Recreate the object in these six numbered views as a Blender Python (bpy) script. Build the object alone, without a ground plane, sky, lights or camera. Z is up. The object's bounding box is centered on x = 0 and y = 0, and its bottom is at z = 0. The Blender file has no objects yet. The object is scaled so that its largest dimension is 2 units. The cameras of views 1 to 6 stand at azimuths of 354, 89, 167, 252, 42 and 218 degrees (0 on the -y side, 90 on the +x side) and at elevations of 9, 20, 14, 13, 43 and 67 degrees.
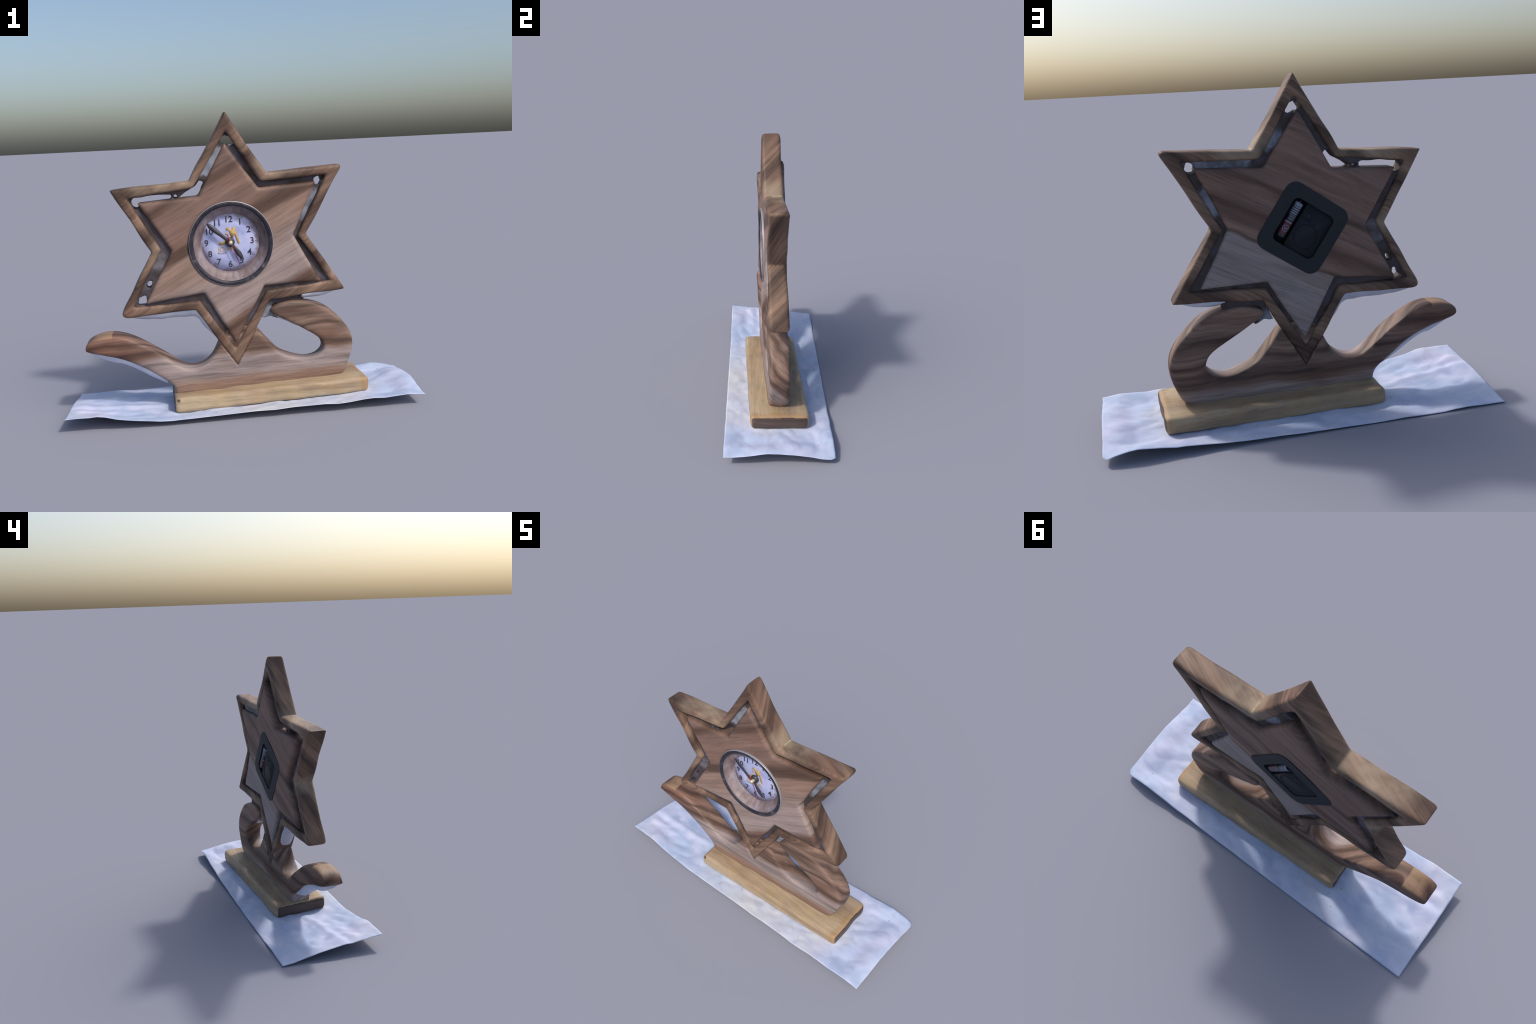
"""A carved wooden desk clock: a six-pointed star frame round a star-shaped
plate with a round clock set in it, standing by its lowest point on a scrolled
wooden foot and a plank base, on a strip of crumpled white paper."""
import bpy, bmesh, math, random
import numpy as np
from mathutils import Matrix, Vector, noise
from mathutils.geometry import tessellate_polygon, delaunay_2d_cdt

random.seed(4)
SKEW = 0.047            # the clock stands turned by 2.7 degrees on its paper


# ------------------------------------------------------------------ helpers
def link(ob, parent=None):
    bpy.context.scene.collection.objects.link(ob)
    if parent:
        ob.parent = parent
    return ob


def mesh_object(name, verts, faces, mats, parent=None, smooth=True):
    me = bpy.data.meshes.new(name)
    me.from_pydata([tuple(v) for v in verts], [], faces)
    me.update()
    for m in (mats if isinstance(mats, (list, tuple)) else [mats]):
        me.materials.append(m)
    if smooth:
        me.polygons.foreach_set("use_smooth", [True] * len(me.polygons))
    return link(bpy.data.objects.new(name, me), parent)


def evaluated(ob):
    dg = bpy.context.evaluated_depsgraph_get()
    me = bpy.data.meshes.new_from_object(ob.evaluated_get(dg), depsgraph=dg)
    old = ob.data
    ob.modifiers.clear()
    ob.data = me
    bpy.data.meshes.remove(old)
    return me


def coords(me):
    a = np.empty(len(me.vertices) * 3, np.float32)
    me.vertices.foreach_get("co", a)
    return a.reshape(-1, 3).astype(float)


def set_coords(me, a):
    me.vertices.foreach_set("co", np.ascontiguousarray(a, np.float32).ravel())
    me.update()


def normals(me):
    a = np.empty(len(me.vertices) * 3, np.float32)
    me.vertices.foreach_get("normal", a)
    return a.reshape(-1, 3).astype(float)


def smoothstep(a, b, x):
    t = np.clip((x - a) / (b - a), 0, 1)
    return t * t * (3 - 2 * t)


def catmull(points, steps=8, closed=False):
    p = [np.array(q, float) for q in points]
    n = len(p)
    out = []
    for i in range(n if closed else n - 1):
        if closed:
            a, b, c, d = p[i - 1], p[i], p[(i + 1) % n], p[(i + 2) % n]
        else:
            a, b, c, d = p[max(i - 1, 0)], p[i], p[i + 1], p[min(i + 2, n - 1)]
        for k in range(steps):
            t = k / steps
            out.append(tuple(0.5 * (2 * b + (c - a) * t + (2 * a - 5 * b + 4 * c - d) * t * t
                                    + (3 * b - a - 3 * c + d) * t ** 3)))
    if not closed:
        out.append(tuple(p[-1]))
    return out


def grow(poly, d):
    """Offset a polygon outward by d with mitred corners (negative shrinks)."""
    p = [np.array(q, float) for q in poly]
    n = len(p)
    area = sum(p[i][0] * p[(i + 1) % n][1] - p[(i + 1) % n][0] * p[i][1] for i in range(n))
    s = 1 if area > 0 else -1
    out = []
    for i in range(n):
        e0, e1 = p[i] - p[i - 1], p[(i + 1) % n] - p[i]
        n0 = s * np.array([e0[1], -e0[0]]) / np.linalg.norm(e0)
        n1 = s * np.array([e1[1], -e1[0]]) / np.linalg.norm(e1)
        m = (n0 + n1) / (1 + n0 @ n1)
        out.append(tuple(p[i] + d * m))
    return out


def prism(name, outline, holes, front, back, mat, parent=None):
    """Saw a board: an outline in x-z with holes, between two depth functions."""
    loops = [outline] + list(holes)
    flat = [q for lp in loops for q in lp]
    tris = tessellate_polygon([[Vector((a, b, 0)) for a, b in lp] for lp in loops])
    n = len(flat)
    verts = [(x, front(x, z), z) for x, z in flat] + [(x, back(x, z), z) for x, z in flat]
    faces = [tuple(t) for t in tris] + [tuple(i + n for i in reversed(t)) for t in tris]
    k = 0
    for lp in loops:
        m = len(lp)
        faces += [(k + i, k + (i + 1) % m, n + k + (i + 1) % m, n + k + i) for i in range(m)]
        k += m
    ob = mesh_object(name, verts, faces, mat, parent)
    bm = bmesh.new()
    bm.from_mesh(ob.data)
    bmesh.ops.recalc_face_normals(bm, faces=bm.faces)
    bm.to_mesh(ob.data)
    bm.free()
    return ob


def rounded_prism(name, outline, holes, front, back, r, mat, parent=None, steps=5):
    """A board whose face edges are rounded over with radius r."""
    loops = [outline] + [h if isinstance(h, list) else h[0] for h in holes]
    rear = [outline] + [h if isinstance(h, list) else h[1] for h in holes]     # a hole may change shape on its way
    layers = []
    for k in range(steps + 1):
        a = math.pi / 2 * k / steps
        layers.append((r * (1 - math.sin(a)), r * (1 - math.cos(a)), 0))   # face to side
    layers += [(i, d, 1) for i, d, _ in reversed(layers)]
    verts, faces, starts = [], [], []
    for inset, depth, side in layers:
        starts.append(len(verts))
        for n, lp in enumerate(rear if side else loops):
            for x, z in grow(lp, inset if n else -inset):
                verts.append((x, back(x, z) - depth if side else front(x, z) + depth, z))
    size = sum(len(lp) for lp in loops)
    first = [Vector((v[0], v[2], 0)) for v in verts[:size]]
    polys, k = [], 0
    for lp in loops:
        polys.append(first[k:k + len(lp)])
        k += len(lp)
    tris = tessellate_polygon(polys)
    faces += [tuple(t) for t in tris] + [tuple(starts[-1] + i for i in reversed(t)) for t in tris]
    for s0, s1 in zip(starts, starts[1:]):
        k = 0
        for lp in loops:
            m = len(lp)
            faces += [(s0 + k + i, s0 + k + (i + 1) % m, s1 + k + (i + 1) % m, s1 + k + i) for i in range(m)]
            k += m
    ob = mesh_object(name, verts, faces, mat, parent)
    bm = bmesh.new()
    bm.from_mesh(ob.data)
    bmesh.ops.recalc_face_normals(bm, faces=bm.faces)
    bm.to_mesh(ob.data)
    bm.free()
    return ob


def soften(ob, voxel, times, lump=0.0, size=0.12, seed=0):
    """Carve the sharp board into worn wood: voxel remesh, smooth, small lumps."""
    m = ob.modifiers.new("r", "REMESH")
    m.mode, m.voxel_size, m.use_smooth_shade = "VOXEL", voxel, True
    s = ob.modifiers.new("s", "SMOOTH")
    s.factor, s.iterations = 0.5, times
    me = evaluated(ob)
    if lump:
        co, no = coords(me), normals(me)
        d = np.array([noise.noise(Vector(c) / size + Vector((seed, 0, 0))) for c in co])
        set_coords(me, co + no * (lump * d)[:, None])
    me.polygons.foreach_set("use_smooth", [True] * len(me.polygons))
    return me


def lathe(name, profile, centre, mat, parent, segments=96, caps=False):
    """Turn a profile of (radius, depth) about the clock axis (the y direction)."""
    verts, faces = [], []
    m = len(profile)
    for i in range(segments):
        a = 2 * math.pi * i / segments
        for r, d in profile:
            x, z = r * math.sin(a), r * math.cos(a)
            verts.append((centre[0] + x, centre[1] + d + SKEW * x, centre[2] + z))
    for i in range(segments):
        j = (i + 1) % segments
        for k in range(m - 1):
            faces.append((i * m + k, i * m + k + 1, j * m + k + 1, j * m + k))
    ob = mesh_object(name, verts, faces, mat, parent)
    bm = bmesh.new()
    bm.from_mesh(ob.data)
    bmesh.ops.remove_doubles(bm, verts=bm.verts, dist=1e-5)
    bmesh.ops.recalc_face_normals(bm, faces=bm.faces)
    bm.to_mesh(ob.data)
    bm.free()
    return ob


# ---------------------------------------------------------------- materials
class Nodes:
    def __init__(self, name):
        self.mat = bpy.data.materials.new(name)
        self.mat.use_nodes = True
        self.t = self.mat.node_tree
        self.bsdf = self.t.nodes["Principled BSDF"]
        self.coord = self.t.nodes.new("ShaderNodeTexCoord").outputs["Object"]

    def add(self, kind, **inputs):
        n = self.t.nodes.new(kind)
        return n

    def wire(self, src, dst):
        if isinstance(src, bpy.types.NodeSocket):
            self.t.links.new(src, dst)
        else:
            dst.default_value = src

    def math(self, op, a, b=0.0, clamp=False):
        n = self.t.nodes.new("ShaderNodeMath")
        n.operation, n.use_clamp = op, clamp
        self.wire(a, n.inputs[0])
        self.wire(b, n.inputs[1])
        return n.outputs[0]

    def map(self, vec, scale=(1, 1, 1), rot=(0, 0, 0), loc=(0, 0, 0)):
        n = self.t.nodes.new("ShaderNodeMapping")
        self.wire(vec, n.inputs[0])
        n.inputs["Location"].default_value = loc
        n.inputs["Rotation"].default_value = rot
        n.inputs["Scale"].default_value = scale
        return n.outputs[0]

    def xyz(self, vec):
        n = self.t.nodes.new("ShaderNodeSeparateXYZ")
        self.wire(vec, n.inputs[0])
        return n.outputs

    def noise(self, vec, scale, detail=2.0, rough=0.5, distort=0.0):
        n = self.t.nodes.new("ShaderNodeTexNoise")
        self.wire(vec, n.inputs["Vector"])
        n.inputs["Scale"].default_value = scale
        n.inputs["Detail"].default_value = detail
        n.inputs["Roughness"].default_value = rough
        n.inputs["Distortion"].default_value = distort
        return n.outputs["Fac"]

    def ramp(self, fac, stops, interp="LINEAR"):
        n = self.t.nodes.new("ShaderNodeValToRGB")
        self.wire(fac, n.inputs[0])
        e = n.color_ramp.elements
        n.color_ramp.interpolation = interp
        while len(e) < len(stops):
            e.new(0.5)
        for el, (p, c) in zip(e, stops):
            el.position = p
            el.color = (*c, 1) if len(c) == 3 else c
        return n.outputs["Color"]

    def grey(self, fac, stops):
        return self.ramp(fac, [(p, (v, v, v)) for p, v in stops])

    def mix(self, fac, a, b, blend="MIX"):
        n = self.t.nodes.new("ShaderNodeMix")
        n.data_type, n.blend_type = "RGBA", blend
        self.wire(fac, n.inputs[0])
        for v, s in ((a, n.inputs[6]), (b, n.inputs[7])):
            if isinstance(v, tuple):
                v = (*v, 1)
            self.wire(v, s)
        return n.outputs[2]

    def done(self, colour, rough=0.5, bump=None, strength=0.2, dist=0.01, metallic=0.0, spec=0.5):
        self.wire(colour if isinstance(colour, bpy.types.NodeSocket) else (*colour, 1), self.bsdf.inputs["Base Color"])
        self.wire(rough, self.bsdf.inputs["Roughness"])
        self.bsdf.inputs["Metallic"].default_value = metallic
        self.bsdf.inputs["Specular IOR Level"].default_value = spec
        if bump is not None:
            n = self.t.nodes.new("ShaderNodeBump")
            n.inputs["Strength"].default_value = strength
            n.inputs["Distance"].default_value = dist
            self.wire(bump, n.inputs["Height"])
            self.t.links.new(n.outputs[0], self.bsdf.inputs["Normal"])
        return self.mat


def plain(name, colour, rough=0.5, metallic=0.0, spec=0.5):
    return Nodes(name).done(colour, rough, metallic=metallic, spec=spec)


def wood(name, bands, angle=0.0, depth_tilt=0.0, wander=0.08, low=-0.7, high=0.7, tint=(0.5, 0.3, 0.4),
         streak=0.25, pores=0.3, rough=0.55, offset=(0, 0, 0), patch=None, back_bands=None, through=0.12):
    """Long-grained wood: coloured bands across the grain, fine streaks and pores.
    bands: ramp stops (distance across the grain in metres, colour)."""
    k = Nodes(name)
    g = k.map(k.map(k.coord, loc=offset), rot=(0, angle, 0))      # x runs along the grain
    warp = k.noise(k.map(g, scale=(1.6, 2.2, 3.0)), 1.6, 2.0, 0.5)
    warp2 = k.noise(k.map(g, scale=(2.2, 12, 14)), 1.0, 2.0, 0.5)
    s = k.xyz(g)
    v = k.math("ADD", s[2], k.math("MULTIPLY", s[1], depth_tilt))
    # the growth layers lie in slanting planes: thin across v, long in the other two directions
    comb = k.t.nodes.new("ShaderNodeCombineXYZ")
    k.wire(s[0], comb.inputs[0])
    k.wire(k.math("MULTIPLY", s[1], through), comb.inputs[1])
    k.wire(v, comb.inputs[2])
    g = comb.outputs[0]
    v = k.math("ADD", v, k.math("MULTIPLY", k.math("SUBTRACT", warp, 0.5), wander * 2))
    v = k.math("ADD", v, k.math("MULTIPLY", k.math("SUBTRACT", warp2, 0.5), wander * 0.8))
    f = k.math("DIVIDE", k.math("SUBTRACT", v, low), high - low)
    col = k.ramp(f, [((p - low) / (high - low), c) for p, c in bands])
    if back_bands:                                                # the rear face shows other rings of the tree
        rear = k.ramp(f, [((p - low) / (high - low), c) for p, c in back_bands])
        col = k.mix(k.math("GREATER_THAN", k.xyz(k.coord)[1], -0.005), col, rear)
    fine = k.noise(k.map(g, scale=(4, 90, 90)), 1.0, 4.0, 0.6)
    mid = k.noise(k.map(g, scale=(2.0, 26, 30)), 1.0, 2.0, 0.5)
    col = k.mix(1.0, col, k.grey(mid, [(0.25, 1 - streak), (0.5, 1.0), (0.75, 1 + streak * 0.55)]), "MULTIPLY")
    col = k.mix(1.0, col, k.grey(fine, [(0.3, 1 - streak * 0.8), (0.6, 1.03)]), "MULTIPLY")
    hue = k.noise(k.map(g, scale=(2.5, 6, 6)), 1.3, 3.0, 0.6)
    col = k.mix(k.grey(hue, [(0.45, 0.0), (0.72, 0.45)]), col, k.mix(1.0, col, tint, "MULTIPLY"))
    pore = k.noise(k.map(g, scale=(14, 260, 260)), 1.0, 1.0, 0.4)
    col = k.mix(k.grey(pore, [(0.66, 0.0), (0.74, pores)]), col, k.mix(1.0, col, (0.45, 0.38, 0.33), "MULTIPLY"))
    if patch:
        col = patch(k, col)
    height = k.math("ADD", k.math("MULTIPLY", fine, 0.7), k.math("MULTIPLY", pore, -0.5))
    return k.done(col, rough, height, 0.12, 0.004, spec=0.35)


# woods of one dark-brown tree, and a pale plank
P_LIGHT, P_MID, P_RED, P_DARK, P_PALE, P_GREY = (0.260, 0.175, 0.140), (0.184, 0.114, 0.088), (0.209, 0.134, 0.109), (0.087, 0.051, 0.037), (0.300, 0.235, 0.218), (0.275, 0.240, 0.235)
MAT_PLATE = wood("plate_wood", [
    (-0.62, P_MID), (-0.52, P_DARK), (-0.46, P_MID), (-0.40, P_DARK), (-0.365, P_MID), (-0.34, P_PALE), (-0.12, P_PALE), (-0.02, P_LIGHT),
    (0.065, P_LIGHT), (0.085, P_DARK), (0.125, P_DARK), (0.155, P_MID), (0.22, P_RED), (0.30, P_RED), (0.35, P_MID), (0.40, P_DARK), (0.45, P_RED), (0.55, P_MID)],
    angle=math.radians(27), depth_tilt=-0.25, wander=0.045, low=-0.7, high=0.7, tint=(1.05, 0.86, 0.74), streak=0.30,
    offset=(0.035, 0, -0.955), pores=0.6,
    back_bands=[(-0.62, P_GREY), (-0.25, P_GREY), (-0.165, P_GREY), (-0.15, P_DARK), (-0.135, P_LIGHT), (-0.10, P_MID), (-0.05, P_DARK), (0.0, P_RED),
                (0.06, P_MID), (0.09, P_DARK), (0.13, P_RED), (0.22, P_MID), (0.32, P_RED), (0.42, P_MID), (0.5, P_DARK), (0.58, P_MID)])
F_LIGHT, F_MID, F_DARK = (0.240, 0.153, 0.107), (0.148, 0.089, 0.063), (0.071, 0.042, 0.030)


def frame_patch(k, col):
    """Pale yellowish patches round the upper notches."""
    x, y, z = k.xyz(k.coord)
    for cx, cz, r in ((0.22, 1.335, 0.17), (-0.40, 1.305, 0.22), (-0.47, 0.92, 0.10)):
        dx, dz = k.math("DIVIDE", k.math("SUBTRACT", x, cx), r), k.math("DIVIDE", k.math("SUBTRACT", z, cz), r * 0.75)
        d = k.math("ADD", k.math("MULTIPLY", dx, dx), k.math("MULTIPLY", dz, dz))
        near = k.math("MULTIPLY", k.math("SUBTRACT", 1.0, d, clamp=True), k.grey(k.noise(k.coord, 9.0, 3.0), [(0.35, 0.15), (0.6, 0.7)]))
        col = k.mix(near, col, (0.345, 0.27, 0.19))
    return col


MAT_FRAME = wood("frame_wood", [
    (-0.7, F_MID), (-0.55, F_DARK), (-0.45, F_LIGHT), (-0.36, F_MID), (-0.28, F_DARK), (-0.2, F_LIGHT), (-0.1, F_MID), (-0.04, F_DARK), (0.04, F_LIGHT),
    (0.14, F_MID), (0.2, F_DARK), (0.26, F_LIGHT), (0.36, F_MID), (0.42, F_DARK), (0.48, F_LIGHT), (0.6, F_MID), (0.7, F_DARK)],
    angle=math.radians(32), depth_tilt=-1.06, wander=0.045, low=-0.75, high=0.75, tint=(1.08, 0.92, 0.82), streak=0.5,
    offset=(0.035, 0, -0.955), pores=0.3, patch=frame_patch)
S_LIGHT, S_MID, S_DARK, S_PALE = (0.245, 0.163, 0.127), (0.173, 0.109, 0.082), (0.088, 0.053, 0.040), (0.300, 0.245, 0.236)


def foot_patch(k, col):
    """The long arm at the left is redder; its tip is tinted honey for baked-in sunlight."""
    x, y, z = k.xyz(k.coord)
    arm = k.math("MULTIPLY", k.math("ADD", x, 0.35), -2.6, clamp=True)
    col = k.mix(k.math("MULTIPLY", arm, 0.65), col, k.mix(1.0, col, (0.80, 0.60, 0.53), "MULTIPLY"))
    worn = k.math("MULTIPLY", k.math("LESS_THAN", x, -0.735),  # mask of the sunlit area painted gold on top of the arm tip
                  k.math("MULTIPLY", k.math("SUBTRACT", z, 0.452), 70.0, clamp=True))
    return k.mix(k.math("MULTIPLY", worn, k.grey(k.noise(k.coord, 14.0, 3.0), [(0.35, 0.25), (0.65, 0.6)])), col, (0.38, 0.255, 0.145))


MAT_STAND = wood("stand_wood", [
    (-0.3, S_MID), (-0.2, S_LIGHT), (-0.16, S_PALE), (-0.06, S_PALE), (-0.025, S_MID), (0.005, S_DARK), (0.03, S_MID), (0.055, S_LIGHT), (0.085, S_DARK),
    (0.12, S_LIGHT), (0.17, S_MID), (0.20, S_DARK), (0.24, S_LIGHT), (0.3, S_MID), (0.36, S_LIGHT), (0.5, S_MID)],
    angle=math.radians(4), depth_tilt=1.1, through=0.3, wander=0.06, low=-0.35, high=0.55, tint=(1.05, 0.84, 0.74), streak=0.42,
    offset=(0, 0, -0.27), pores=0.45, patch=foot_patch)
PINE, PINE2, PINE3 = (0.375, 0.285, 0.180), (0.435, 0.340, 0.225), (0.295, 0.212, 0.138)
BASE_BANDS = [(-0.2, PINE), (-0.12, PINE2), (-0.06, PINE3), (0.0, PINE2), (0.05, PINE), (0.1, PINE3), (0.16, PINE2)]


def plank_patch(k, col):
    """Honey-coloured wear along the right end, mottling, and a small dark knot at the front left corner."""
    x, y, z = k.xyz(k.coord)
    n = k.noise(k.coord, 10.0, 4.0, 0.6)
    col = k.mix(k.grey(n, [(0.45, 0.0), (0.7, 0.5)]), col, (0.40, 0.285, 0.145))
    rim = k.math("MULTIPLY", k.math("SUBTRACT", k.math("ADD", x, k.math("MULTIPLY", n, 0.05)), 0.690), 40.0, clamp=True)
    col = k.mix(k.math("MULTIPLY", rim, 0.65), col, (0.33, 0.195, 0.085))
    d = k.t.nodes.new("ShaderNodeVectorMath")
    d.operation = "DISTANCE"
    k.wire(k.coord, d.inputs[0])
    d.inputs[1].default_value = (-0.385, -0.200, 0.098)
    knot = k.math("MULTIPLY", k.math("SUBTRACT", k.math("ADD", -0.010, k.math("MULTIPLY", n, 0.050)), d.outputs["Value"]), 120.0, clamp=True)
    return k.mix(knot, col, (0.07, 0.042, 0.03))


MAT_BASE = wood("base_wood", BASE_BANDS, depth_tilt=0.6, through=0.8, wander=0.05, low=-0.25, high=0.25,
                tint=(0.98, 0.90, 0.95), streak=0.24, offset=(0, 0, -0.08), pores=0.7, patch=plank_patch)
MAT_END = wood("base_dark_end", [(-0.2, (0.070, 0.049, 0.042)), (0.0, (0.095, 0.066, 0.054)), (0.2, (0.070, 0.049, 0.042))], depth_tilt=0.1,
               wander=0.05, low=-0.25, high=0.25, streak=0.3, offset=(0, 0, -0.08), pores=0.2)


def paper_material():
    k = Nodes("crumpled_paper")
    big = k.noise(k.coord, 2.3, 3.0, 0.55)
    col = k.ramp(big, [(0.3, (0.39, 0.465, 0.62)), (0.5, (0.465, 0.525, 0.685)), (0.68, (0.53, 0.56, 0.665))])
    s = k.xyz(k.coord)
    # the strip in front of the base is creamier
    cream = k.math("MULTIPLY", k.grey(s[1], [(0.0, 1.0), (0.18, 0.0)]), 1.0)
    near = k.math("ADD", k.math("MULTIPLY", s[1], -5.0), -0.55, clamp=True)
    mid = k.math("SUBTRACT", 1.0, k.math("MULTIPLY", k.math("ABSOLUTE", k.math("SUBTRACT", s[0], 0.15)), 1.6), clamp=True)
    col = k.mix(k.math("MULTIPLY", k.math("MULTIPLY", near, mid, clamp=True), 0.75), col, (0.57, 0.575, 0.56))
    pink = k.noise(k.map(k.coord, loc=(3, 1, 0)), 4.0, 2.0)
    col = k.mix(k.grey(pink, [(0.5, 0.0), (0.7, 0.5)]), col, (0.56, 0.535, 0.68))
    soft = k.noise(k.map(k.coord, scale=(9, 13, 6)), 1.0, 2.0, 0.5, 0.8)
    col = k.mix(1.0, col, k.ramp(soft, [(0.35, (0.84, 0.87, 0.92)), (0.6, (1.0, 1.0, 1.0))]), "MULTIPLY")  # bluish darkening put into the colour for shading on the crumples
    spk = k.noise(k.coord, 42.0, 0.0)
    col = k.mix(k.grey(spk, [(0.83, 0.0), (0.86, 0.55)]), col, (0.28, 0.22, 0.2))
    h = k.noise(k.coord, 9.0, 3.0, 0.5, 0.4)
    return k.done(col, 0.75, h, 0.12, 0.02, spec=0.25)


MAT_PAPER = paper_material()


def filler_material():
    """Dark brown fill in the gap, with pale bluish patches."""
    k = Nodes("gap_filler")
    x, y, z = k.xyz(k.coord)
    a = k.noise(k.coord, 11.0, 3.0, 0.6)
    col = k.ramp(a, [(0.40, (0.040, 0.030, 0.028)), (0.58, (0.062, 0.050, 0.060)), (0.70, (0.045, 0.050, 0.115))])
    front = k.math("LESS_THAN", y, -0.012)
    for cx, cz, r, face in ((-0.14, 1.43, 0.10, 1), (0.43, 1.14, 0.12, 1), (-0.452, 0.885, 0.05, 1), (0.150, 0.53, 0.06, 1),
                            (0.10, 1.42, 0.10, 0), (0.33, 1.29, 0.15, 0), (0.42, 1.10, 0.10, 0), (-0.42, 0.88, 0.07, 0), (0.150, 0.53, 0.06, 0)):
        dx, dz = k.math("SUBTRACT", x, cx), k.math("SUBTRACT", z, cz)
        d = k.math("SQRT", k.math("ADD", k.math("MULTIPLY", dx, dx), k.math("MULTIPLY", dz, dz)))
        m = k.math("MULTIPLY", k.math("SUBTRACT", k.math("ADD", r, k.math("MULTIPLY", k.math("SUBTRACT", a, 0.5), 0.12)), d), 40.0, clamp=True)
        m = k.math("MULTIPLY", m, front if face else k.math("SUBTRACT", 1.0, front))
        col = k.mix(k.math("MULTIPLY", m, k.grey(a, [(0.3, 0.15), (0.6, 0.85)])), col, (0.25, 0.28, 0.345) if cx > -0.4 else (0.15, 0.14, 0.165))
    return k.done(col, 0.7)


def chalk_material():
    k = Nodes("chalky_underside")
    a = k.noise(k.coord, 9.0, 3.0, 0.6)
    col = k.ramp(a, [(0.35, (0.46, 0.50, 0.60)), (0.65, (0.58, 0.60, 0.70))])
    return k.done(col, 0.8, a, 0.3, 0.02)


MAT_FILLER, MAT_CHALK = filler_material(), chalk_material()
MAT_SILVER = plain("worn_silver", (0.30, 0.30, 0.34), 0.4, 0.3)
def worn_lacquer():
    k = Nodes("worn_black_lacquer")
    a = k.noise(k.coord, 16.0, 4.0, 0.65)
    return k.done(k.ramp(a, [(0.42, (0.017, 0.017, 0.026)), (0.58, (0.040, 0.036, 0.045)), (0.72, (0.13, 0.115, 0.14))]), 0.45, spec=0.3)


MAT_BLACK_RING = worn_lacquer()
MAT_INK = plain("black_ink", (0.03, 0.028, 0.055), 0.6)
MAT_GREYINK = plain("grey_ink", (0.14, 0.13, 0.22), 0.6)
MAT_GOLD = plain("gold_print", (0.50, 0.33, 0.115), 0.55)
MAT_HAND = plain("black_hand", (0.035, 0.035, 0.05), 0.45)
MAT_RED = plain("red_hand", (0.30, 0.025, 0.05), 0.5)
MAT_PIN = plain("brass_pin", (0.75, 0.66, 0.42), 0.25, 0.6)
MAT_PLASTIC = plain("black_plastic", (0.017, 0.021, 0.027), 0.6, 0.0, 0.3)
MAT_DARKPLASTIC = plain("dark_plastic", (0.013, 0.015, 0.022), 0.6, 0.0, 0.3)


def dial_material():
    k = Nodes("dial_paper")
    a = k.noise(k.coord, 13.0, 3.0, 0.55)
    col = k.ramp(a, [(0.35, (0.33, 0.365, 0.62)), (0.5, (0.42, 0.46, 0.72)), (0.7, (0.50, 0.51, 0.72))])
    x, y, z = k.xyz(k.coord)
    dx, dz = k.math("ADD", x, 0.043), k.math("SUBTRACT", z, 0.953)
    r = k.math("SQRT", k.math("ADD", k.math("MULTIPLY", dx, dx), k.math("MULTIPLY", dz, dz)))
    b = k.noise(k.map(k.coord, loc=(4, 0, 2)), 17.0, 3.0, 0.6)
    painted_reflection = k.math("MULTIPLY", k.math("SUBTRACT", k.math("ADD", r, k.math("MULTIPLY", b, 0.10)), 0.195), 60.0, clamp=True)
    col = k.mix(k.math("MULTIPLY", painted_reflection, 0.8), col, (0.24, 0.19, 0.23))
    return k.done(col, 0.5)


def bezel_material():
    k = Nodes("bezel_cone")
    a = k.noise(k.map(k.coord, scale=(1, 1, 1)), 7.0, 3.0, 0.6)
    col = k.ramp(a, [(0.35, (0.105, 0.075, 0.078)), (0.52, (0.20, 0.150, 0.150)), (0.70, (0.275, 0.235, 0.265))])  # brown and lilac mottle painted for wood reflected in the chrome
    fine = k.noise(k.map(k.coord, scale=(60, 20, 14), rot=(0, 0.6, 0)), 1.0, 2.0)
    col = k.mix(1.0, col, k.grey(fine, [(0.3, 0.75), (0.7, 1.15)]), "MULTIPLY")
    return k.done(col, 0.5)


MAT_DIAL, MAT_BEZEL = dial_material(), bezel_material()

# ------------------------------------------------------------------ the clock
clock = link(bpy.data.objects.new("wooden_star_clock", None))
clock["label"] = "carved brown wooden six-pointed star clock on scrolled foot and plank base"
clock["category"] = "desk clock"

TIPS = [(-0.034, 1.684), (0.610, 1.358), (0.612, 0.640), (-0.036, 0.232), (-0.685, 0.558), (-0.690, 1.286)]
BLUNT = {4: [(-0.640, 0.566), (-0.664, 0.574), (-0.668, 0.592), (-0.655, 0.622)], 1: [(0.585, 1.361), (0.604, 1.360), (0.612, 1.350), (0.600, 1.325)]}
NOTCH = [(0.180, 1.335), (0.402, 0.980), (0.172, 0.605), (-0.258, 0.583), (-0.482, 0.930), (-0.254, 1.312)]
INNER_TIPS = [(-0.036, 1.572), (0.521, 1.308), (0.530, 0.695), (-0.041, 0.340), (-0.604, 0.625), (-0.594, 1.234)]
INNER_NOTCH = [(0.150, 1.292), (0.345, 0.972), (0.151, 0.664), (-0.231, 0.633), (-0.430, 0.940), (-0.231, 1.274)]


def star(tips, notches):
    return [q for pair in zip(tips, notches) for q in pair]


def worn_star(tips, notches):
    """The star outline with two of its tips worn blunt."""
    out = []
    for i, (t, n) in enumerate(zip(tips, notches)):
        out += BLUNT[i] if i in BLUNT else [t]
        out.append(n)
    return out


def frame_front(x, z):
    return -0.071 + SKEW * x - 0.009 * z - 0.008 * float(smoothstep(0.62, 0.3, z))


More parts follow.
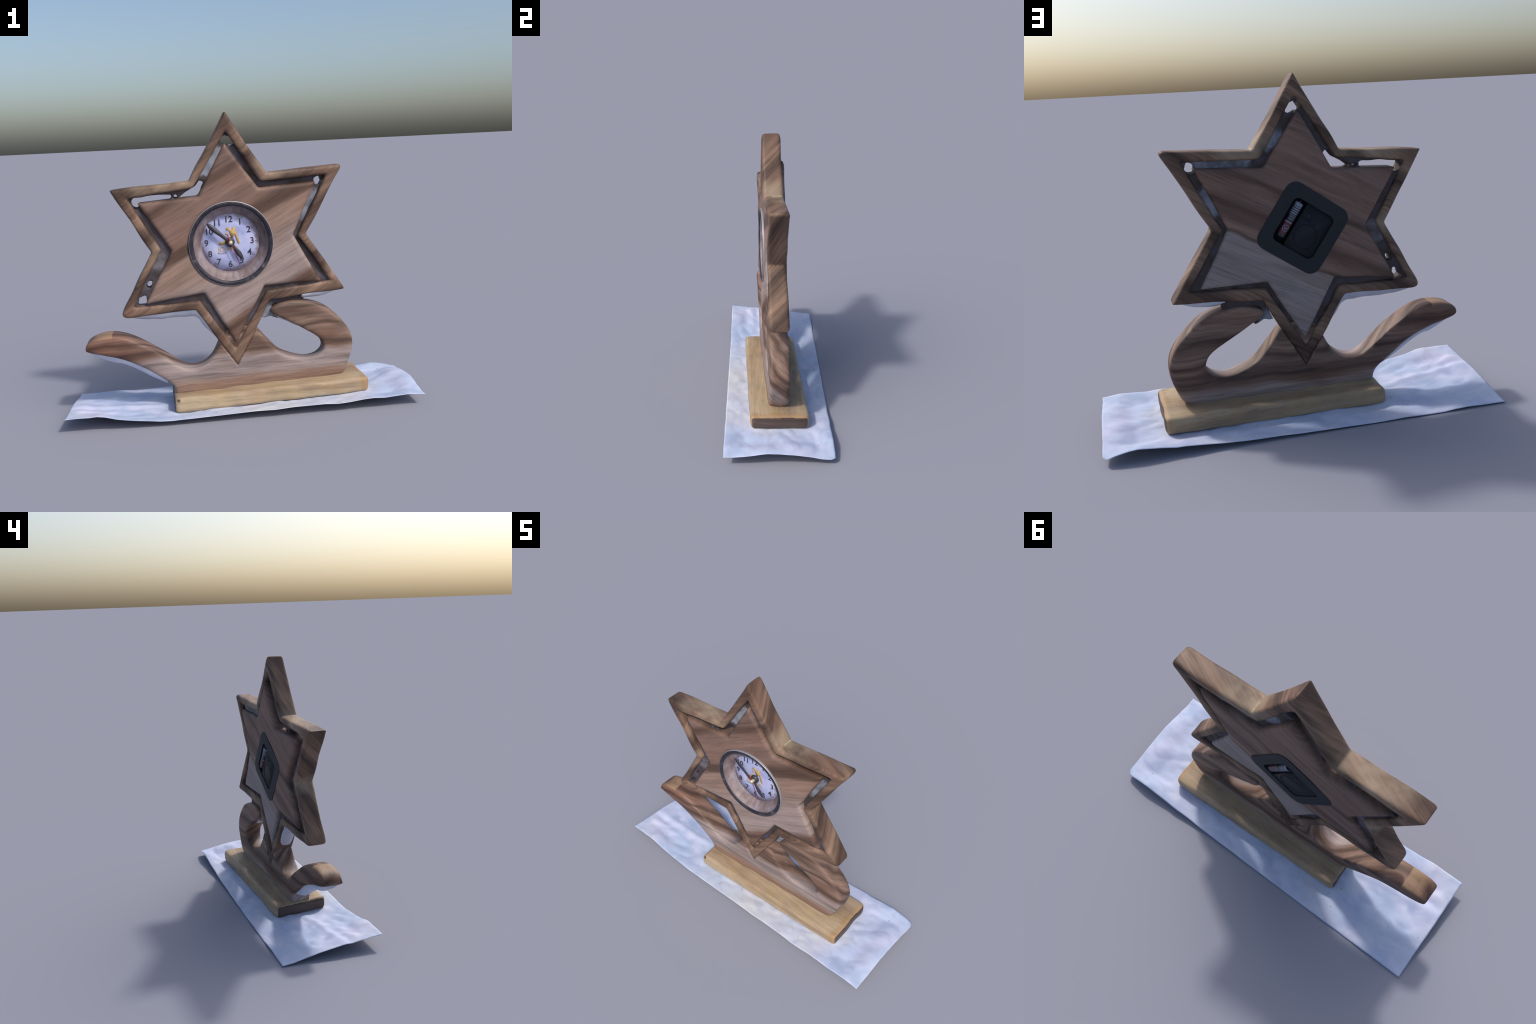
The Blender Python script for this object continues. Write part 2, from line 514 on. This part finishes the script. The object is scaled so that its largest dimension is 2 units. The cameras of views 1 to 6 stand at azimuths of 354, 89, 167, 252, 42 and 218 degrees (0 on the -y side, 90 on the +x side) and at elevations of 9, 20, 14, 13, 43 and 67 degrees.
def frame_back(x, z):
    return 0.050 + SKEW * x - 0.010 * z


frame = rounded_prism("star_frame", worn_star(TIPS, NOTCH), [star(INNER_TIPS, INNER_NOTCH)], frame_front, frame_back, 0.016, MAT_FRAME, clock)
soften(frame, 0.004, 28, 0.006, 0.16, 3)

# solid star plate inside the frame, bored through for the clock works
PLATE_TIPS = [(-0.046, 1.512), (0.466, 1.275), (0.474, 0.697), (-0.038, 0.368), (-0.536, 0.636), (-0.542, 1.206)]
PLATE_NOTCH = [(0.135, 1.255), (0.322, 0.978), (0.143, 0.694), (-0.204, 0.679), (-0.375, 0.931), (-0.207, 1.228)]
WORKS_C, WORKS_A = (-0.046, 0.9465), math.radians(34.6)


def works_xz(n, d):
    """Point in the turned square of the movement: n across, d along the battery."""
    c, s = math.cos(WORKS_A), math.sin(WORKS_A)
    return (WORKS_C[0] + n * c - d * s, WORKS_C[1] + n * s + d * c)


def rounded_square(half, r, steps=6):
    out = []
    for q in range(4):
        a0 = q * math.pi / 2
        cx, cy = (half - r) * (1 if q in (0, 3) else -1), (half - r) * (1 if q in (0, 1) else -1)
        for k in range(steps + 1):
            a = a0 + k / steps * math.pi / 2
            out.append((cx + r * math.cos(a), cy + r * math.sin(a)))
    return out


def plate_front(x, z):
    return -0.083 + 0.050 * x + 0.008 * (z - 0.7)


def plate_back(x, z):
    return 0.047 + 0.035 * (x + 0.05) + 0.018 * (z - 0.95) + 0.013 * math.exp(-((x + 0.05) ** 2 + (z - 0.95) ** 2) / 0.09)


plate = rounded_prism("star_plate", star(PLATE_TIPS, PLATE_NOTCH),
              [([works_xz(*q) for q in rounded_square(0.222, 0.218)], [works_xz(*q) for q in rounded_square(0.164, 0.05)])], plate_front, plate_back, 0.022, MAT_PLATE, clock)
soften(plate, 0.005, 16, 0.003, 0.16, 8)

# dark fill with pale patches that bridges the gap between plate and frame, with holes
FILL_HOLES = [
    [(-0.576, 1.216), (-0.563, 1.231), (-0.463, 1.240), (-0.358, 1.240), (-0.355, 1.224), (-0.382, 1.216), (-0.474, 1.207), (-0.525, 1.198), (-0.553, 1.180), (-0.570, 1.188)],
    [(-0.342, 1.230), (-0.332, 1.238), (-0.323, 1.230), (-0.333, 1.224)],
    [(-0.300, 1.230), (-0.260, 1.255), (-0.221, 1.278), (-0.194, 1.310), (-0.178, 1.300), (-0.190, 1.256), (-0.214, 1.226), (-0.266, 1.222)],
    [(-0.064, 1.536), (-0.040, 1.551), (-0.015, 1.540), (0.006, 1.506), (-0.012, 1.496), (-0.055, 1.512)],
    [(0.461, 1.287), (0.490, 1.297), (0.499, 1.268), (0.481, 1.255), (0.462, 1.258)],
    [(-0.519, 0.738), (-0.506, 0.762), (-0.490, 0.763), (-0.501, 0.736), (-0.513, 0.730)],
    [(-0.580, 0.636), (-0.566, 0.671), (-0.535, 0.681), (-0.533, 0.647), (-0.545, 0.625)],
]
FILL_HOLES = [grow(h, 0.005) for h in FILL_HOLES]
filler = prism("gap_filler", grow(star(INNER_TIPS, INNER_NOTCH), 0.006), FILL_HOLES + [grow(star(PLATE_TIPS, PLATE_NOTCH), -0.05)],
               lambda x, z: -0.054 + (0.020 * float(smoothstep(-0.1, 0.3, x)) if z > 0.75 else -0.006) + SKEW * x, lambda x, z: 0.022 + SKEW * x, MAT_FILLER, clock)
soften(filler, 0.005, 5, 0.008, 0.05, 5)

# scrolled foot: arm at the left, valley, pointed middle with a slot for the
# star's point, then the hook that curls over to the right
ARM_TOP = [(-0.130, 0.392), (-0.160, 0.330), (-0.198, 0.280), (-0.252, 0.248), (-0.315, 0.243), (-0.366, 0.266), (-0.444, 0.328), (-0.511, 0.378),
           (-0.622, 0.440), (-0.689, 0.466), (-0.756, 0.476), (-0.818, 0.469), (-0.862, 0.450), (-0.890, 0.420), (-0.890, 0.392)]
ARM_LOW = [(-0.868, 0.384), (-0.765, 0.357), (-0.676, 0.324), (-0.587, 0.279), (-0.497, 0.219), (-0.425, 0.165), (-0.405, 0.135), (-0.402, 0.085)]
HOOK_OUT = [(0.500, 0.095), (0.560, 0.110), (0.598, 0.140), (0.630, 0.206), (0.649, 0.262), (0.655, 0.315), (0.647, 0.364), (0.623, 0.413), (0.582, 0.464),
            (0.520, 0.522), (0.440, 0.566), (0.371, 0.584), (0.308, 0.590), (0.250, 0.585), (0.200, 0.570), (0.170, 0.550)]
HOOK_IN = [(0.172, 0.530), (0.226, 0.505), (0.304, 0.463), (0.376, 0.422), (0.430, 0.388), (0.468, 0.355), (0.480, 0.325), (0.477, 0.293), (0.458, 0.266),
           (0.427, 0.246), (0.386, 0.238), (0.338, 0.244), (0.274, 0.264), (0.217, 0.294), (0.166, 0.336), (0.126, 0.385), (0.085, 0.450)]
PEAK = [(0.03, 0.475), (-0.09, 0.46)]       # hidden behind the star's point
LOOP_CENTRE = (0.300, 0.345)
INNER = [(x + (LOOP_CENTRE[0] - x) * (0.012 if z > 0.30 else 0.002) / math.hypot(LOOP_CENTRE[0] - x, LOOP_CENTRE[1] - z),
          z + (LOOP_CENTRE[1] - z) * (0.012 if z > 0.30 else 0.002) / math.hypot(LOOP_CENTRE[0] - x, LOOP_CENTRE[1] - z)) for x, z in HOOK_IN[1:-1]]
foot_outline = catmull(ARM_TOP, 5)[:-1] + catmull([ARM_TOP[-1]] + ARM_LOW, 5) + catmull(HOOK_OUT, 5)[:-1] + \
    catmull([HOOK_OUT[-1]] + [HOOK_IN[0]] + INNER + [HOOK_IN[-1]], 5) + PEAK


def foot_front(x, z):
    return -0.084 + SKEW * x + 0.02 * (z - 0.12)


def foot_back(x, z):
    return 0.037 + SKEW * x + 0.03 * (z - 0.12) + 0.014 * float(smoothstep(0.1, -0.3, x))


foot = prism("scrolled_foot", foot_outline, [], foot_front, foot_back, MAT_STAND, clock)
me = soften(foot, 0.006, 75, 0.006, 0.14, 11)
# a V-shaped bed is cut on both faces for the star's lowest point
bed = grow([(-0.258, 0.583), (-0.036, 0.247), (0.172, 0.605)], 0.005)
co = coords(me)
(ax, az), (bx, bz), (cx, cz) = bed
left = (co[:, 0] - ax) * (bz - az) - (co[:, 2] - az) * (bx - ax)
right = (co[:, 0] - bx) * (cz - bz) - (co[:, 2] - bz) * (cx - bx)
inside = (left < 0) & (right < 0)
for i in np.nonzero(inside)[0]:
    x, y, z = co[i]
    co[i, 1] = min(max(y, frame_front(x, z) + 0.014), frame_back(x, z) - 0.014)
set_coords(me, co)

# plank base, tilted a little with the paper
CORNERS = [(-0.408, -0.209), (0.716, -0.166), (0.700, 0.190), (-0.424, 0.146)]


def base_bottom(x, y):
    return 0.022 + 0.025 * x - 0.038 * y


def base_top(x, y):
    return 0.113 + 0.026 * x - 0.036 * y


bv = [(x, y, base_bottom(x, y)) for x, y in CORNERS] + [(x, y, base_top(x, y)) for x, y in CORNERS]
base = mesh_object("plank_base", bv, [(3, 2, 1, 0), (4, 5, 6, 7), (0, 1, 5, 4), (1, 2, 6, 5), (2, 3, 7, 6), (3, 0, 4, 7)],
                   [MAT_BASE, MAT_END], clock)
bvl = base.modifiers.new("round", "BEVEL")
bvl.width, bvl.segments = 0.026, 4
me = soften(base, 0.005, 10, 0.005, 0.09, 21)
pc = np.empty(len(me.polygons) * 3, np.float32)
me.polygons.foreach_get("center", pc)
pn = np.empty(len(me.polygons) * 3, np.float32)
me.polygons.foreach_get("normal", pn)
pc, pn = pc.reshape(-1, 3), pn.reshape(-1, 3)
me.polygons.foreach_set("material_index", (np.abs(pn[:, 0]) > 0.8).astype(np.int32))


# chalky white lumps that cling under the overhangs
def underside(name, top, sag, depth_front, depth_back, inset=0.012):
    """A sagging strip under a run of points (x, z); sag is how far it hangs."""
    pts = catmull(top, 6)
    hang = catmull([(i, s) for i, s in enumerate(sag)], 6)
    nv = 12
    verts, faces = [], []
    for i, (x, z) in enumerate(pts):
        h = hang[min(i, len(hang) - 1)][1]
        f, b = depth_front(x, z) + inset, depth_back(x, z) - inset
        for j in range(nv + 1):
            t = j / nv
            y = f + (b - f) * t
            lump = 0.007 * noise.noise(Vector((x * 17, y * 17, 3)))
            verts.append((x, y, z + 0.006 - (h + lump) * math.sin(math.pi * t) ** 0.6 - 0.006 * math.sin(math.pi * t)))
        for j in range(1, nv):
            t = j / nv
            verts.append((x, f + (b - f) * t, z + 0.014))
    m = 2 * nv
    ring = list(range(nv + 1)) + list(range(2 * nv - 1, nv, -1))
    for i in range(len(pts) - 1):
        for a, b in zip(ring, ring[1:] + ring[:1]):
            faces.append((i * m + a, i * m + b, (i + 1) * m + b, (i + 1) * m + a))
    faces += [tuple(ring), tuple((len(pts) - 1) * m + r for r in reversed(ring))]
    ob = mesh_object(name, verts, faces, MAT_CHALK, clock)
    bm = bmesh.new()
    bm.from_mesh(ob.data)
    bmesh.ops.recalc_face_normals(bm, faces=bm.faces)
    bm.to_mesh(ob.data)
    bm.free()
    return ob


underside("chalk_residue", [(-0.866, 0.394), (-0.765, 0.364), (-0.676, 0.328), (-0.587, 0.283), (-0.497, 0.223), (-0.440, 0.180)],
          [0.024, 0.050, 0.042, 0.044, 0.044, 0.024], foot_front, foot_back)
underside("chalk_residue", [(-0.630, 0.566), (-0.50, 0.572), (-0.38, 0.578), (-0.262, 0.584), (-0.215, 0.520), (-0.150, 0.412)],
          [0.006, 0.034, 0.040, 0.052, 0.046, 0.006], frame_front, frame_back)
underside("chalk_residue", [(0.585, 0.640), (0.50, 0.628), (0.42, 0.622), (0.36, 0.616)],
          [0.006, 0.024, 0.026, 0.016], frame_front, frame_back)
underside("chalk_residue", [(0.180, 0.536), (0.226, 0.512), (0.304, 0.470), (0.376, 0.428)],
          [0.016, 0.030, 0.028, 0.008], foot_front, foot_back)

# web between the hook's tip and the frame
web = prism("gap_filler", [(0.225, 0.625), (0.166, 0.610), (0.120, 0.500), (0.140, 0.497), (0.170, 0.505), (0.215, 0.484), (0.26, 0.55),
                           (0.372, 0.575), (0.376, 0.630)], [[(0.178, 0.561), (0.193, 0.574), (0.209, 0.582), (0.214, 0.570), (0.186, 0.552)]],
            lambda x, z: -0.034 + SKEW * x, lambda x, z: 0.026 + SKEW * x, MAT_FILLER, clock)
soften(web, 0.004, 6, 0.004, 0.05, 2)

# line of pale glue in the upper right notch
glue = lathe("glue_line", [(0.0, -0.036), (0.004, -0.034), (0.0055, -0.02), (0.005, 0.0), (0.0055, 0.02), (0.004, 0.034), (0.0, 0.036)],
             (0.180, 0.003, 1.3375), plain("dried_glue", (0.42, 0.35, 0.21), 0.5), clock, 16)

# screw sunk in the notches at both sides
for (x, y, z), side in (((0.398, 0.003, 0.984), 1), ((-0.482, -0.036, 0.930), -1)):
    verts, faces = [], []
    prof = [(0.0, -0.002), (0.006, -0.001), (0.009, 0.003), (0.013, 0.0045), (0.016, -0.006)]
    for i in range(20):
        a = 2 * math.pi * i / 20
        for r, d in prof:
            verts.append((x + side * d, y + r * math.cos(a) * 1.2, z + r * math.sin(a)))
    for i in range(20):
        j = (i + 1) % 20
        for k in range(len(prof) - 1):
            faces.append((i * 5 + k, i * 5 + k + 1, j * 5 + k + 1, j * 5 + k))
    mesh_object("screw_hole", verts, faces, MAT_INK, clock)

# --------------------------------------------------------------- clock works
CX, CZ = -0.043, 0.953
RY = -0.076                           # front of the wood at the clock
centre = (CX + 0.007, RY, CZ - 0.002)
rim = lathe("clock_rim", [(0.238, 0.012), (0.240, -0.006), (0.2395, -0.013), (0.2385, -0.016), (0.2365, -0.0165)], centre, MAT_SILVER, clock)
lathe("rim_band", [(0.237, -0.0160), (0.232, -0.0185), (0.221, -0.0175), (0.2135, -0.012), (0.2115, -0.006)], centre, MAT_BLACK_RING, rim)
lathe("bezel", [(0.2125, -0.0090), (0.207, 0.004), (0.198, 0.016), (0.184, 0.028), (0.173, 0.037), (0.166, 0.047)], centre, MAT_BEZEL, rim)
DIAL_Y = -0.031
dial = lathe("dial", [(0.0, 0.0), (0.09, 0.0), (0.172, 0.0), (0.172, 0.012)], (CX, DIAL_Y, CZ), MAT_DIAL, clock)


def on_dial(a, b, lift):
    return (CX + a, DIAL_Y + SKEW * a - lift, CZ + b)


def lettering(name, body, a, b, size, mat, lift=0.0012, spacing=1.0, align="CENTER", tilt=0.0):
    cu = bpy.data.curves.new(name, "FONT")
    cu.body, cu.size, cu.extrude, cu.offset = body, size, 0.0007, 0.0007 if size > 0.04 else 0.0
    cu.align_x, cu.align_y, cu.space_character, cu.resolution_u = align, "CENTER", spacing, 3
    ob = link(bpy.data.objects.new(name, cu))
    me = evaluated_text(ob)
    me.materials.append(mat)
    bpy.data.objects.remove(ob)
    out = link(bpy.data.objects.new(name, me), dial)
    out.matrix_world = Matrix.Translation(on_dial(a, b, lift)) @ Matrix.Rotation(SKEW, 4, "Z") @ \
        Matrix.Rotation(math.pi / 2, 4, "X") @ Matrix.Rotation(tilt, 4, "Z")
    return out


def evaluated_text(ob):
    dg = bpy.context.evaluated_depsgraph_get()
    return bpy.data.meshes.new_from_object(ob.evaluated_get(dg), depsgraph=dg)


def flat_shape(name, poly, lift, thick, mat, parent=None):
    """A thin cut shape lying parallel to the dial; poly is in dial coordinates."""
    return prism(name, [(CX + a, CZ + b) for a, b in poly], [], lambda x, z: DIAL_Y + SKEW * (x - CX) - lift - thick,
                 lambda x, z: DIAL_Y + SKEW * (x - CX) - lift, mat, parent or dial)


for h in range(1, 13):
    a = math.radians(30 * h)
    lettering("numeral", str(h), 0.131 * math.sin(a), 0.129 * math.cos(a) + 0.001, 0.050, MAT_INK)
dot_mesh = None
for h in range(1, 13):
    a = math.radians(30 * h)
    for r in (0.152, 0.162):
        if dot_mesh is None:
            bm = bmesh.new()
            bmesh.ops.create_circle(bm, cap_ends=True, segments=10, radius=0.0022)
            ret = bmesh.ops.extrude_face_region(bm, geom=bm.faces[:])
            bmesh.ops.translate(bm, vec=(0, 0, 0.001), verts=[v for v in ret["geom"] if isinstance(v, bmesh.types.BMVert)])
            bmesh.ops.recalc_face_normals(bm, faces=bm.faces)
            dot_mesh = bpy.data.meshes.new("hour_dot")
            bm.to_mesh(dot_mesh)
            bm.free()
            dot_mesh.materials.append(MAT_INK)
        d = link(bpy.data.objects.new("hour_dot", dot_mesh), dial)
        d.location = on_dial(r * math.sin(a), r * math.cos(a), 0.0003)
        d.rotation_euler = (math.pi / 2, 0, SKEW)


def logo(points):
    """Logo outline drawn on a grid of 0.125 mm about the pin, levelled by the roll."""
    out = []
    for x, y in points:
        a, b = (x - 766) * 0.0001246, (905 - y) * 0.0001246
        out.append((a + 0.049 * b, b - 0.049 * a))
    return out


flat_shape("gold_monogram", logo([(605, 250), (800, 235), (885, 430), (905, 225), (1020, 215), (1040, 320), (1110, 500), (1245, 940),
                                  (1235, 965), (1165, 985), (1100, 860), (1010, 560), (985, 520), (950, 700), (850, 690), (790, 540), (720, 365), (640, 362), (612, 380)]),
           0.0003, 0.0008, MAT_GOLD)
flat_shape("gold_monogram", logo([(275, 1050), (285, 950), (320, 915), (400, 908), (480, 880), (560, 780), (600, 700), (690, 700), (640, 860), (575, 1000), (450, 1040)]),
           0.0003, 0.0008, MAT_GOLD)
flat_shape("gold_monogram", logo([(575, 540), (600, 480), (690, 462), (690, 560), (600, 570)]), 0.0003, 0.0008, MAT_GOLD)
lettering("gold_lettering", "JO-MAK", -0.066, -0.040, 0.036, MAT_GOLD, 0.0012, 0.92, "LEFT")
lettering("small_lettering", "MULTI", -0.066, -0.062, 0.0145, MAT_GREYINK, 0.0012, 1.35, "LEFT")


def hand(name, angle, length, widths, tail, mat, lift, thick=0.0025):
    """Clock hand: half-widths along its length, turned clockwise from twelve."""
    left = [(-w, -tail + (length + tail) * t) for t, w in widths]
    pts = left + [(-x, y) for x, y in reversed(left)]
    c, s = math.cos(angle), math.sin(angle)
    return flat_shape(name, [(x * c + y * s + 0.005, -x * s + y * c + 0.001) for x, y in pts], lift, thick, mat)


hand("minute_hand", math.radians(-48.5), 0.172, [(0, 0.011), (0.2, 0.010), (0.45, 0.0105), (0.75, 0.0155), (0.9, 0.012), (1.0, 0.0008)], 0.012, MAT_HAND, 0.030)
hand("hour_hand", math.radians(146), 0.127, [(0, 0.010), (0.2, 0.008), (0.4, 0.010), (0.65, 0.0155), (0.85, 0.010), (1.0, 0.001)], 0.012, MAT_HAND, 0.022)
hand("second_hand", math.radians(160), 0.138, [(0, 0.0045), (0.2, 0.004), (0.35, 0.0022), (1.0, 0.0016)], 0.048, MAT_RED, 0.0345, 0.0015)
lathe("hand_hub", [(0.0, -0.021), (0.016, -0.021), (0.026, -0.018), (0.0275, 0.0)], (CX + 0.003, DIAL_Y, CZ), MAT_HAND, dial, 40)
lathe("brass_pin", [(0.0, -0.013)] + [(0.0125 * math.sin(a), -0.0125 * math.cos(a)) for a in np.linspace(0.15, 1.57, 7)] + [(0.0125, 0.016)],
      (CX + 0.005, DIAL_Y - 0.034, CZ + 0.001), MAT_PIN, dial, 24)


# ------------------------------------------------- movement box on the back
def works_y(x, z, out):
    return plate_back(x, z) + out


def works_prism(name, poly, d0, d1, mat, parent, holes=()):
    return prism(name, [works_xz(*q) for q in poly], [[works_xz(*q) for q in h] for h in holes],
                 lambda x, z: works_y(x, z, d0), lambda x, z: works_y(x, z, d1), mat, parent)


def bevelled(ob, w, seg=3):
    b = ob.modifiers.new("bevel", "BEVEL")
    b.width, b.segments, b.limit_method, b.angle_limit = w, seg, "ANGLE", math.radians(40)
    me = evaluated(ob)
    me.polygons.foreach_set("use_smooth", [False] * len(me.polygons))
    return ob


inner = rounded_square(0.118, 0.03)
box = works_prism("movement_box", rounded_square(0.1815, 0.055), -0.03, 0.003, MAT_PLASTIC, clock, [inner])
bevelled(box, 0.002)
WELL = [(0.116, 0.1), (0.1, 0.116), (0.046, 0.116), (0.046, -0.108), (0.1, -0.108), (0.116, -0.09)]
floor_ = works_prism("movement_lid", [(q[0] * 1.01, q[1] * 1.01) for q in inner if q[0] < 0.04] + [(0.045, -0.119), (0.045, 0.119)][::1],
                     -0.03, -0.002, MAT_DARKPLASTIC, box)
works_prism("battery_well", [(0.04, -0.12), (0.122, -0.12), (0.122, 0.12), (0.04, 0.12)], -0.06, -0.030, MAT_DARKPLASTIC, box)
for r0, r1, n, d in ((0.0, 0.011, 0.008, 0.065), (0.016, 0.020, 0.008, 0.065), (0.064, 0.0665, -0.03, -0.03)):
    ring = [(n + r1 * math.cos(a), d + r1 * math.sin(a)) for a in np.linspace(0, 2 * math.pi, 40, endpoint=False)]
    hole = [[(n + r0 * math.cos(a), d + r0 * math.sin(a)) for a in np.linspace(0, 2 * math.pi, 40, endpoint=False)]] if r0 else []
    works_prism("moulded_ring", ring, -0.01, -0.0012, MAT_PLASTIC, box, hole)


def battery_material():
    k = Nodes("battery_wrapper")
    s = k.xyz(k.coord)                                            # z runs along the cell
    z = s[2]
    stripe = k.math("GREATER_THAN", k.math("SINE", k.math("MULTIPLY", z, 560.0)), -0.15)
    white = k.math("MULTIPLY", stripe, k.math("MULTIPLY", k.math("GREATER_THAN", z, 0.026), k.math("LESS_THAN", z, 0.094)))
    cap = k.math("GREATER_THAN", z, 0.076)
    col = k.mix(k.math("MAXIMUM", white, k.math("MULTIPLY", cap, k.math("LESS_THAN", z, 0.094))), (0.02, 0.02, 0.028), (0.17, 0.205, 0.27))
    red = k.math("MULTIPLY", k.math("LESS_THAN", z, -0.014), k.math("GREATER_THAN", z, -0.076))
    col = k.mix(red, col, (0.09, 0.020, 0.026))
    line = k.math("LESS_THAN", k.math("ABSOLUTE", k.math("ADD", z, 0.012)), 0.003)
    col = k.mix(line, col, (0.22, 0.20, 0.24))
    return k.done(col, 0.4)


bc = works_xz(0.081, 0.004)
by = works_y(bc[0], bc[1], -0.016)
verts, faces = [], []
prof = [(0.0, -0.092), (0.019, -0.092), (0.021, -0.090), (0.021, 0.093), (0.019, 0.095), (0.007, 0.095), (0.007, 0.103), (0.0, 0.103)]
for i in range(32):
    a = 2 * math.pi * i / 32
    verts += [(r * math.cos(a), r * math.sin(a), z) for r, z in prof]
for i in range(32):
    j = (i + 1) % 32
    faces += [(i * 8 + k, j * 8 + k, j * 8 + k + 1, i * 8 + k + 1) for k in range(7)]
battery = mesh_object("battery", verts, faces, battery_material(), box, smooth=False)
battery.matrix_world = battery.matrix_basis = Matrix.Translation((bc[0], by, bc[1])) @ Matrix.Rotation(-WORKS_A, 4, "Y")
MAT_LABEL = plain("label_white", (0.17, 0.19, 0.25), 0.5)


def battery_mark(name, poly, lift=0.0008):
    """Cut a mark that wraps over the cell; poly: (across, along) on its back side."""
    v, f = [], []
    n = len(poly)
    for out in (0.0211, 0.0211 + lift):
        for u, w in poly:
            a = math.pi / 2 + u / 0.021
            v.append((out * math.cos(a), out * math.sin(a), w))
    f = [tuple(range(n, 2 * n)), tuple(reversed(range(n)))] + [(i, (i + 1) % n, n + (i + 1) % n, n + i) for i in range(n)]
    ob = mesh_object(name, v, f, MAT_LABEL, box, smooth=False)
    ob.matrix_world = battery.matrix_world
    return ob


for k in range(20):
    a0, a1 = 2 * math.pi * k / 20, 2 * math.pi * (k + 1) / 20
    battery_mark("wrapper_ring", [(r * math.cos(a), -0.045 + r * math.sin(a)) for r, a in ((0.0145, a0), (0.0175, a0), (0.0175, a1), (0.0145, a1))])
zig = [(-0.009, -0.036), (-0.004, -0.053), (0.0, -0.040), (0.004, -0.053), (0.009, -0.036)]
for (a, b), (c, d) in zip(zig, zig[1:]):
    battery_mark("wrapper_letter", [(a - 0.0012, b), (a + 0.0012, b), (c + 0.0012, d), (c - 0.0012, d)], 0.0012)
random.seed(9)
for row in range(2):
    for k in range(6):
        u = -0.014 + k * 0.0052
        w = 0.002 + row * 0.012
        battery_mark("wrapper_letter", [(u, w), (u + 0.003, w + random.uniform(-0.001, 0.001)), (u + 0.0034, w + 0.007), (u + 0.0012, w + 0.008)])

# -------------------------------------------------------------- paper strip
FRONT = [(-0.998, 0.086), (-0.919, 0.089), (-0.867, 0.087), (-0.827, 0.090), (-0.784, 0.084), (-0.723, 0.066), (-0.635, 0.051), (-0.556, 0.042), (-0.489, 0.033),
         (-0.422, 0.031), (-0.323, 0.034), (-0.141, 0.040), (0.036, 0.046), (0.145, 0.045), (0.246, 0.051), (0.421, 0.053), (0.497, 0.049), (0.573, 0.053), (0.650, 0.062),
         (0.701, 0.065), (0.767, 0.061), (0.829, 0.066), (0.907, 0.071), (0.998, 0.062)]
BACK = [(-1.0, 0.005), (-0.873, 0.006), (-0.785, 0.010), (-0.727, 0.008), (-0.669, 0.002), (-0.583, 0.002), (-0.47, 0.007), (-0.302, 0.004), (-0.139, 0.008), (0.048, 0.011),
        (0.229, 0.017), (0.335, 0.019), (0.47, 0.027), (0.624, 0.042), (0.664, 0.041), (0.741, 0.052), (0.839, 0.062), (0.881, 0.058), (0.954, 0.044), (0.992, 0.034)]
RIGHT = [(-0.318, 0.062), (-0.263, 0.059), (-0.163, 0.068), (-0.113, 0.076), (-0.063, 0.081), (-0.003, 0.077), (0.087, 0.066), (0.167, 0.054), (0.237, 0.041), (0.316, 0.034)]
LEFT = [(-0.318, 0.086), (-0.250, 0.080), (-0.185, 0.073), (-0.117, 0.065), (-0.087, 0.066), (-0.050, 0.063), (0.075, 0.045), (0.149, 0.031), (0.253, 0.011), (0.316, 0.005)]


def along(curve, t):
    p = np.array(curve)
    return np.interp(t, p[:, 0], p[:, 1])


NU, NV = 200, 64
verts, faces = [], []
for i in range(NU + 1):
    for j in range(NV + 1):
        s, t = i / NU, j / NV
        x = (-0.998 + 1.996 * s)
        y = -0.318 + 0.634 * t
        f, b, r, l = along(FRONT, x), along(BACK, x), along(RIGHT, y), along(LEFT, y)
        c00, c10, c01, c11 = 0.086, 0.062, 0.005, 0.034
        z = (1 - t) * f + t * b + (1 - s) * l + s * r - ((1 - s) * (1 - t) * c00 + s * (1 - t) * c10 + (1 - s) * t * c01 + s * t * c11)
        press = float(smoothstep(0.03, 0.24, 0.998 - abs(x)) if x < 0 else smoothstep(0.0, 0.17, 0.998 - x)) * float(smoothstep(0.02, 0.12, 0.317 - abs(y)))
        press *= 1.0 - 0.55 * float(smoothstep(-0.42, -0.6, x))
        z += press * (0.026 + 0.020 * x - 0.034 * y - z)      # the base presses the middle down
        z += 0.014 * math.exp(-((x - 0.87) / 0.10) ** 2 - ((y - 0.10) / 0.11) ** 2)
        edge = min(1.0, 8 * min(s * 3, (1 - s) * 3, t, 1 - t))
        p = Vector((x * 6.5, y * 8.5, 0.7))
        z += edge * (0.007 * noise.noise(p) + 0.012 * (abs(noise.noise(p * 1.25)) - 0.2) + 0.0025 * noise.noise(p * 2.6))
        if x < -0.4:                                  # folds that run out to the left end
            k = float(smoothstep(-0.42, -0.75, x))
            for y0, h, w in ((-0.085, 0.008, 0.022), (-0.17, 0.005, 0.03), (0.01, -0.006, 0.05)):
                z += k * edge * h * math.exp(-((y - y0 - 0.07 * (x + 1)) / w) ** 2)
        if 0.97 < s and t > 0.96:                     # torn corner
            x -= 0.02 * (t - 0.96) / 0.04 * (s - 0.97) / 0.03
        x += 0.003 * noise.noise(Vector((y * 14, 9, 0))) * (1 - 2 * s) * abs(2 * s - 1)
        y += 0.003 * noise.noise(Vector((x * 9, 4, 0)))
        verts.append((x, y, max(z, 0.0012)))
W = NV + 1
for i in range(NU):
    for j in range(NV):
        faces.append((i * W + j, (i + 1) * W + j, (i + 1) * W + j + 1, i * W + j + 1))
paper = mesh_object("paper_strip", verts, faces, MAT_PAPER)
paper["label"] = "long crumpled strip of pale bluish white paper"
paper["category"] = "paper sheet"
sol = paper.modifiers.new("thickness", "SOLIDIFY")
sol.thickness, sol.offset = 0.0012, -1

bpy.context.view_layer.update()
lo = np.array([1e9] * 3)
for ob in bpy.context.scene.objects:
    if ob.type == "MESH" and ob is not paper:
        lo = np.minimum(lo, (np.array([ob.matrix_world @ Vector(c) for c in ob.bound_box])).min(0))
print("clock lowest", lo)
